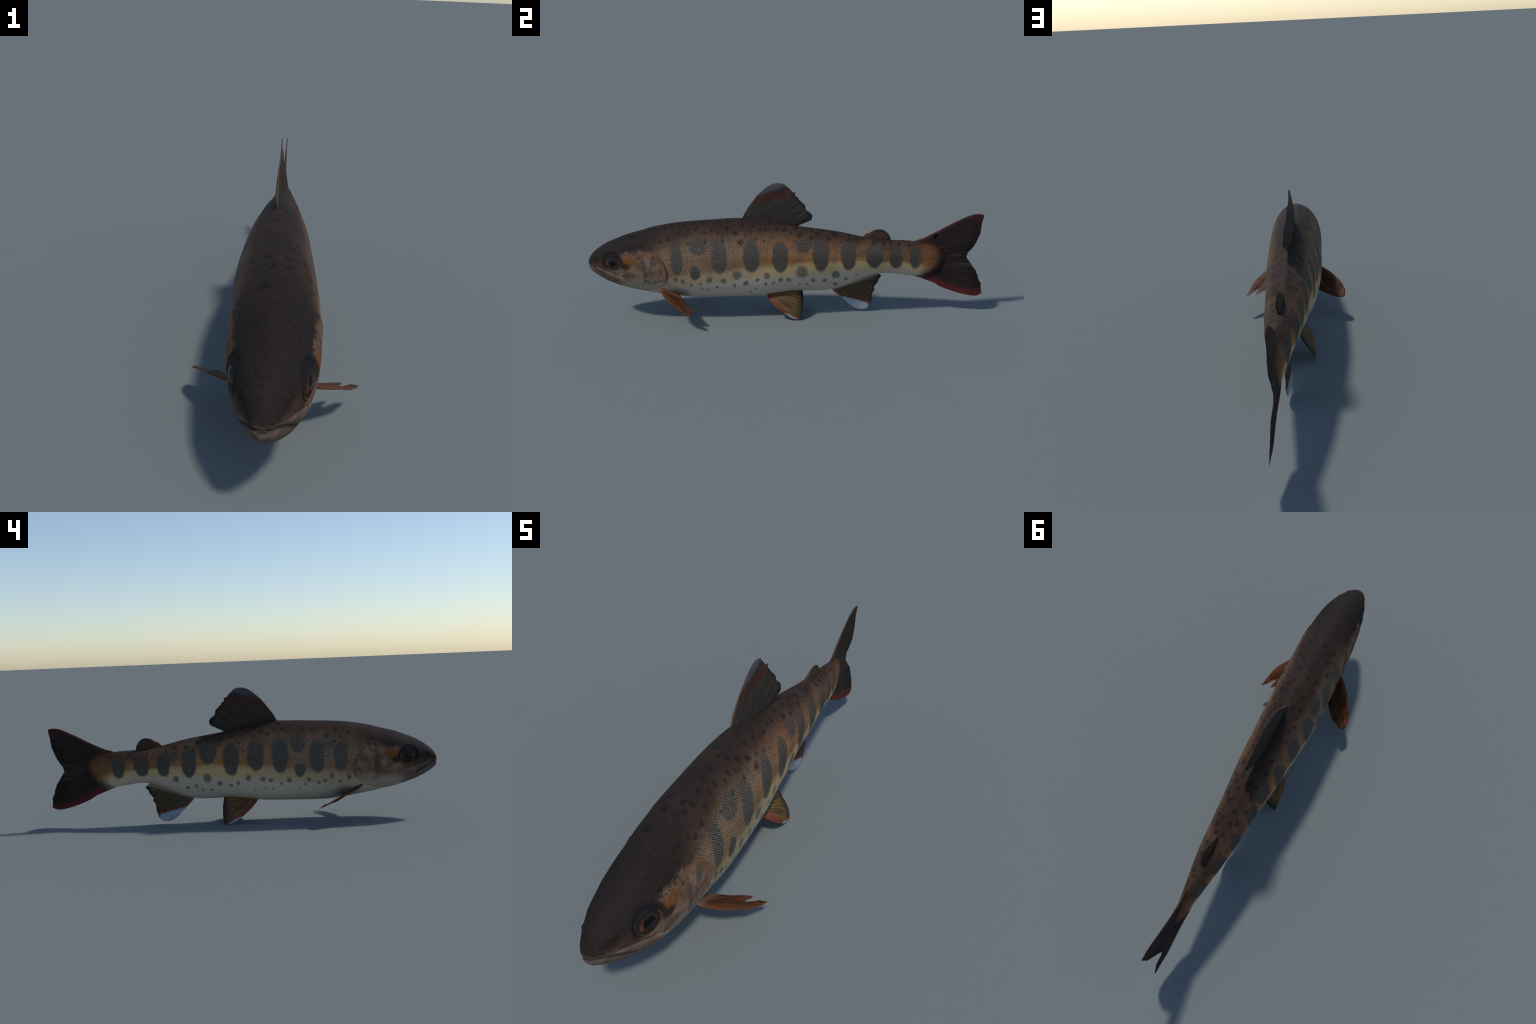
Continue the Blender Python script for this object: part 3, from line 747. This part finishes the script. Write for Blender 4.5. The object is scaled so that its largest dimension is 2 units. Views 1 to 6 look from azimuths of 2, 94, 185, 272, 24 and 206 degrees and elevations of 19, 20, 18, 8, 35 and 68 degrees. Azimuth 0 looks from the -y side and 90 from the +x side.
def caudal_material():
    n = Nodes("caudal_fin_skin")
    st, rad, ang = ray_stripes(n, n.y, n.z, (.42, .288), 150, 7)
    wob = n.sub(n.noise(18, 3), .5)
    col = n.mix(n.ramp(st, .32, .70), COL["fin_dark"], COL["fin_pale"])
    edgedark = n.ramp(n.add(n.sub(n.y, n.mul(n.m("ABSOLUTE", n.sub(n.z, .29)), .38)), n.mul(wob, .05)), .84, .93)
    col = n.mix(n.mul(edgedark, .6), col, srgb(24, 21, 22))
    mid = n.mul(n.ramp(n.m("ABSOLUTE", n.add(n.sub(n.z, .285), n.mul(wob, .02))), .06, .015), n.ramp(st, .48, .72))
    col = n.mix(n.mul(n.mul(mid, n.ramp(n.y, .78, .84)), .75), col, srgb(104, 84, 72))
    z_low = n.curve(n.y, [(.62, .205), (.70, .181), (.761, .157), (.80, .135), (.847, .115), (.90, .098), (.95, .088), (1.0, .094)], .62, 1.0, .5)
    z_up = n.curve(n.y, [(.62, .378), (.697, .396), (.745, .419), (.783, .438), (.817, .457), (.851, .475), (.884, .491), (.919, .507), (.96, .516), (1.0, .508)], .62, 1.0, .6)
    low = n.add(n.sub(n.z, z_low), n.mul(n.sub(st, .5), .02))
    up = n.add(n.sub(z_up, n.z), n.mul(n.sub(st, .5), .01))
    col = n.mix(n.mul(n.ramp(low, .050, .008), n.ramp(n.y, .68, .73)), col, n.mix(n.ramp(n.y, .86, .96), srgb(92, 37, 39), srgb(82, 38, 31)))
    col = n.mix(n.mul(n.ramp(up, .016, .004), .7), col, srgb(84, 58, 46))
    col = n.mix(n.mul(n.mul(n.ramp(up, .07, .015), n.ramp(n.y, .88, .97)), .85), col, srgb(70, 38, 31))
    # orange-brown scaled root runs out onto the fin
    root = tail_root_mask(n)
    rootcol = n.mix(n.ramp(n.add(n.z, n.mul(wob, .04)), .265, .215), n.mix(n.ramp(n.z, .345, .385), srgb(126, 80, 44), srgb(60, 42, 34)), srgb(138, 122, 106))
    col = n.mix(root, col, rootcol)
    # a small dark tear on the upper lobe, its unlit inside blackened in the colour
    a1 = n.m("ABSOLUTE", n.add(n.sub(n.y, .7605), n.mul(n.sub(n.z, .4075), .0)))
    a2 = n.m("ABSOLUTE", n.sub(n.sub(n.z, .4075), n.mul(n.sub(n.y, .7605), .5)))
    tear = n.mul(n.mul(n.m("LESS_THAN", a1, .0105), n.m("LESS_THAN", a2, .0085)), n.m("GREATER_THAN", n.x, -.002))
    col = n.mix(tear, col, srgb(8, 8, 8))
    n.bump(st, .45, .002)
    return n.finish(col, .65, .08)

fin("dorsal_fin",
    base=[(-.018, -.200, .504), (-.014, -.10, .490), (-.013, 0, .470), (-.012, .072, .452)],
    lead=[(-.018, -.200, .504), (-.022, -.175, .552), (-.022, -.148, .589), (-.020, -.117, .627), (-.019, -.095, .648), (-.018, -.069, .670), (-.018, -.043, .684), (-.018, -.015, .691)],
    margin=[(-.018, -.015, .691), (-.018, .015, .686), (-.018, .047, .663), (-.016, .061, .648), (-.015, .073, .641), (-.013, .078, .620), (-.007, .105, .594), (-.004, .122, .572), (-.002, .130, .554), (0, .144, .542), (.003, .154, .525)],
    trail=[(-.012, .072, .452), (-.009, .085, .472), (-.003, .115, .486), (.005, .148, .503), (.003, .154, .525)],
    material=dorsal_material(), thick=(.014, .0030), rays=44, ridge=.0006, ragged=.007, seed=3, margin_smooth=False, wave=.0012)
fin("adipose_fin",
    base=[(-.006, .400, .402), (-.004, .47, .385), (-.003, .536, .368)],
    lead=[(-.006, .400, .402), (-.005, .418, .422), (-.004, .436, .430), (-.001, .459, .443), (.002, .485, .448)],
    margin=[(.002, .485, .448), (.003, .506, .443), (.005, .528, .424), (.005, .538, .404)],
    trail=[(-.003, .536, .368), (0, .539, .388), (.005, .538, .404)],
    material=adipose_material(), thick=(.012, .0065), rays=8, ridge=.0, ragged=.0, seed=4, n_t=60, n_s=50)
fin("anal_fin",
    base=[(-.003, .243, .150), (-.002, .32, .174), (0, .40, .200), (0, .474, .224)],
    lead=[(-.003, .243, .150), (-.005, .247, .131), (-.012, .264, .108), (-.018, .296, .077), (-.020, .322, .050), (-.018, .345, .028), (-.015, .370, .015), (-.012, .400, .010), (-.009, .426, .016)],
    margin=[(-.009, .426, .016), (-.008, .443, .032), (-.006, .447, .062), (-.006, .454, .098), (-.008, .465, .121), (-.009, .462, .137), (-.012, .478, .158), (-.016, .484, .175), (-.020, .499, .193)],
    trail=[(0, .474, .224), (-.008, .478, .212), (-.016, .487, .205), (-.020, .499, .193)],
    material=anal_material(), thick=(.010, .0028), rays=20, ridge=.0010, ragged=.006, seed=5, margin_smooth=False, wave=.001)
caudal = fin("caudal_fin",
    base=[(.003, .64, .374), (0, .635, .29), (-.003, .62, .213)],
    lead=[(.003, .64, .374), (.004, .669, .388), (.003, .697, .396), (-.002, .745, .419), (-.004, .783, .438), (-.005, .817, .457), (-.005, .851, .475), (-.005, .884, .491), (-.004, .919, .507), (-.003, .950, .515), (-.003, .976, .5145), (-.001, .991, .509)],
    margin=[(-.001, .991, .509), (-.003, .984, .462), (-.002, .978, .419), (-.001, .961, .367), (-.005, .944, .336), (-.010, .924, .310), (-.013, .919, .289), (-.010, .941, .258), (-.002, .966, .221), (0, .979, .184), (.002, .993, .150), (.006, .9995, .100)],
    trail=[(-.003, .62, .213), (-.005, .659, .196), (-.007, .700, .181), (-.003, .761, .157), (0, .789, .139), (.002, .847, .115), (.003, .900, .098), (.007, .945, .0885), (.008, .976, .0885), (.006, .9995, .100)],
    material=caudal_material(), thick=(.016, .0030), rays=58, ridge=.0005, ragged=.004, seed=6, n_t=200, n_s=120, margin_smooth=False,
    # the fork is pleated: the middle rays bulge to +x before the notch
    warp=lambda y, z: .008 * np.exp(-((y - .805) / .050)**2 - ((z - .275) / .060)**2) + .0025 * np.sin((z - .28) * 120) * np.exp(-((z - .285) / .035)**2) * smoothstep(.78, .9, y))
pelvic_mat, pectoral_mat = pelvic_material(), pectoral_material()
fin("pelvic_fin",
    base=[(-.040, -.085, .142), (-.034, 0, .147), (-.032, .086, .152)],
    lead=[(-.040, -.085, .142), (-.048, -.083, .115), (-.072, -.062, .090), (-.091, -.038, .068), (-.101, .004, .035), (-.104, .050, .007), (-.103, .078, .0005)],
    margin=[(-.103, .078, .0005), (-.104, .094, .008), (-.090, .098, .030), (-.076, .100, .054), (-.054, .098, .091)],
    trail=[(-.032, .086, .152), (-.042, .092, .120), (-.054, .098, .091)],
    material=pelvic_mat, thick=(.009, .0028), rays=16, ridge=.0010, ragged=.003, seed=8, n_t=100, n_s=80)
fin("pelvic_fin",
    base=[(.026, -.085, .142), (.020, 0, .147), (.018, .088, .152)],
    lead=[(.026, -.085, .142), (.036, -.083, .117), (.068, -.064, .095), (.086, -.036, .067), (.091, .004, .037), (.091, .042, .012), (.090, .075, .003)],
    margin=[(.090, .075, .003), (.088, .090, .012), (.078, .095, .045), (.052, .101, .080), (.040, .101, .098)],
    trail=[(.018, .088, .152), (.028, .096, .122), (.040, .101, .098)],
    material=pelvic_mat, thick=(.009, .0028), rays=16, ridge=.0010, ragged=.003, seed=9, n_t=100, n_s=80)
fin("pectoral_fin",
    base=[(.084, -.630, .194), (.076, -.585, .172), (.058, -.535, .142)],
    lead=[(.084, -.630, .194), (.113, -.613, .174), (.135, -.600, .166), (.155, -.587, .158), (.172, -.567, .148), (.190, -.546, .137), (.204, -.528, .126), (.215, -.501, .114), (.222, -.477, .103), (.229, -.456, .093), (.234, -.430, .087)],
    margin=[(.234, -.430, .087), (.224, -.437, .091), (.212, -.444, .096), (.196, -.462, .101), (.182, -.480, .106), (.178, -.470, .105), (.186, -.452, .099), (.185, -.434, .094)],
    trail=[(.058, -.535, .142), (.078, -.520, .132), (.105, -.500, .122), (.135, -.477, .112), (.161, -.452, .102), (.185, -.434, .094)],
    material=pectoral_mat, thick=(.009, .0030), rays=13, ridge=.0014, ragged=.003, seed=10, n_t=130, n_s=90, margin_smooth=False)
fin("pectoral_fin",
    base=[(-.092, -.622, .192), (-.084, -.575, .168), (-.060, -.525, .138)],
    lead=[(-.092, -.622, .192), (-.113, -.606, .177), (-.145, -.575, .167), (-.172, -.543, .158), (-.209, -.486, .140), (-.230, -.442, .118), (-.233, -.415, .106), (-.232, -.400, .098)],
    margin=[(-.232, -.400, .098), (-.225, -.387, .093), (-.205, -.391, .089), (-.190, -.398, .089), (-.161, -.411, .097)],
    trail=[(-.060, -.525, .138), (-.085, -.500, .117), (-.111, -.471, .101), (-.135, -.440, .098), (-.161, -.411, .097)],
    material=pectoral_mat, thick=(.009, .0030), rays=13, ridge=.0014, ragged=.003, seed=11, n_t=130, n_s=90)
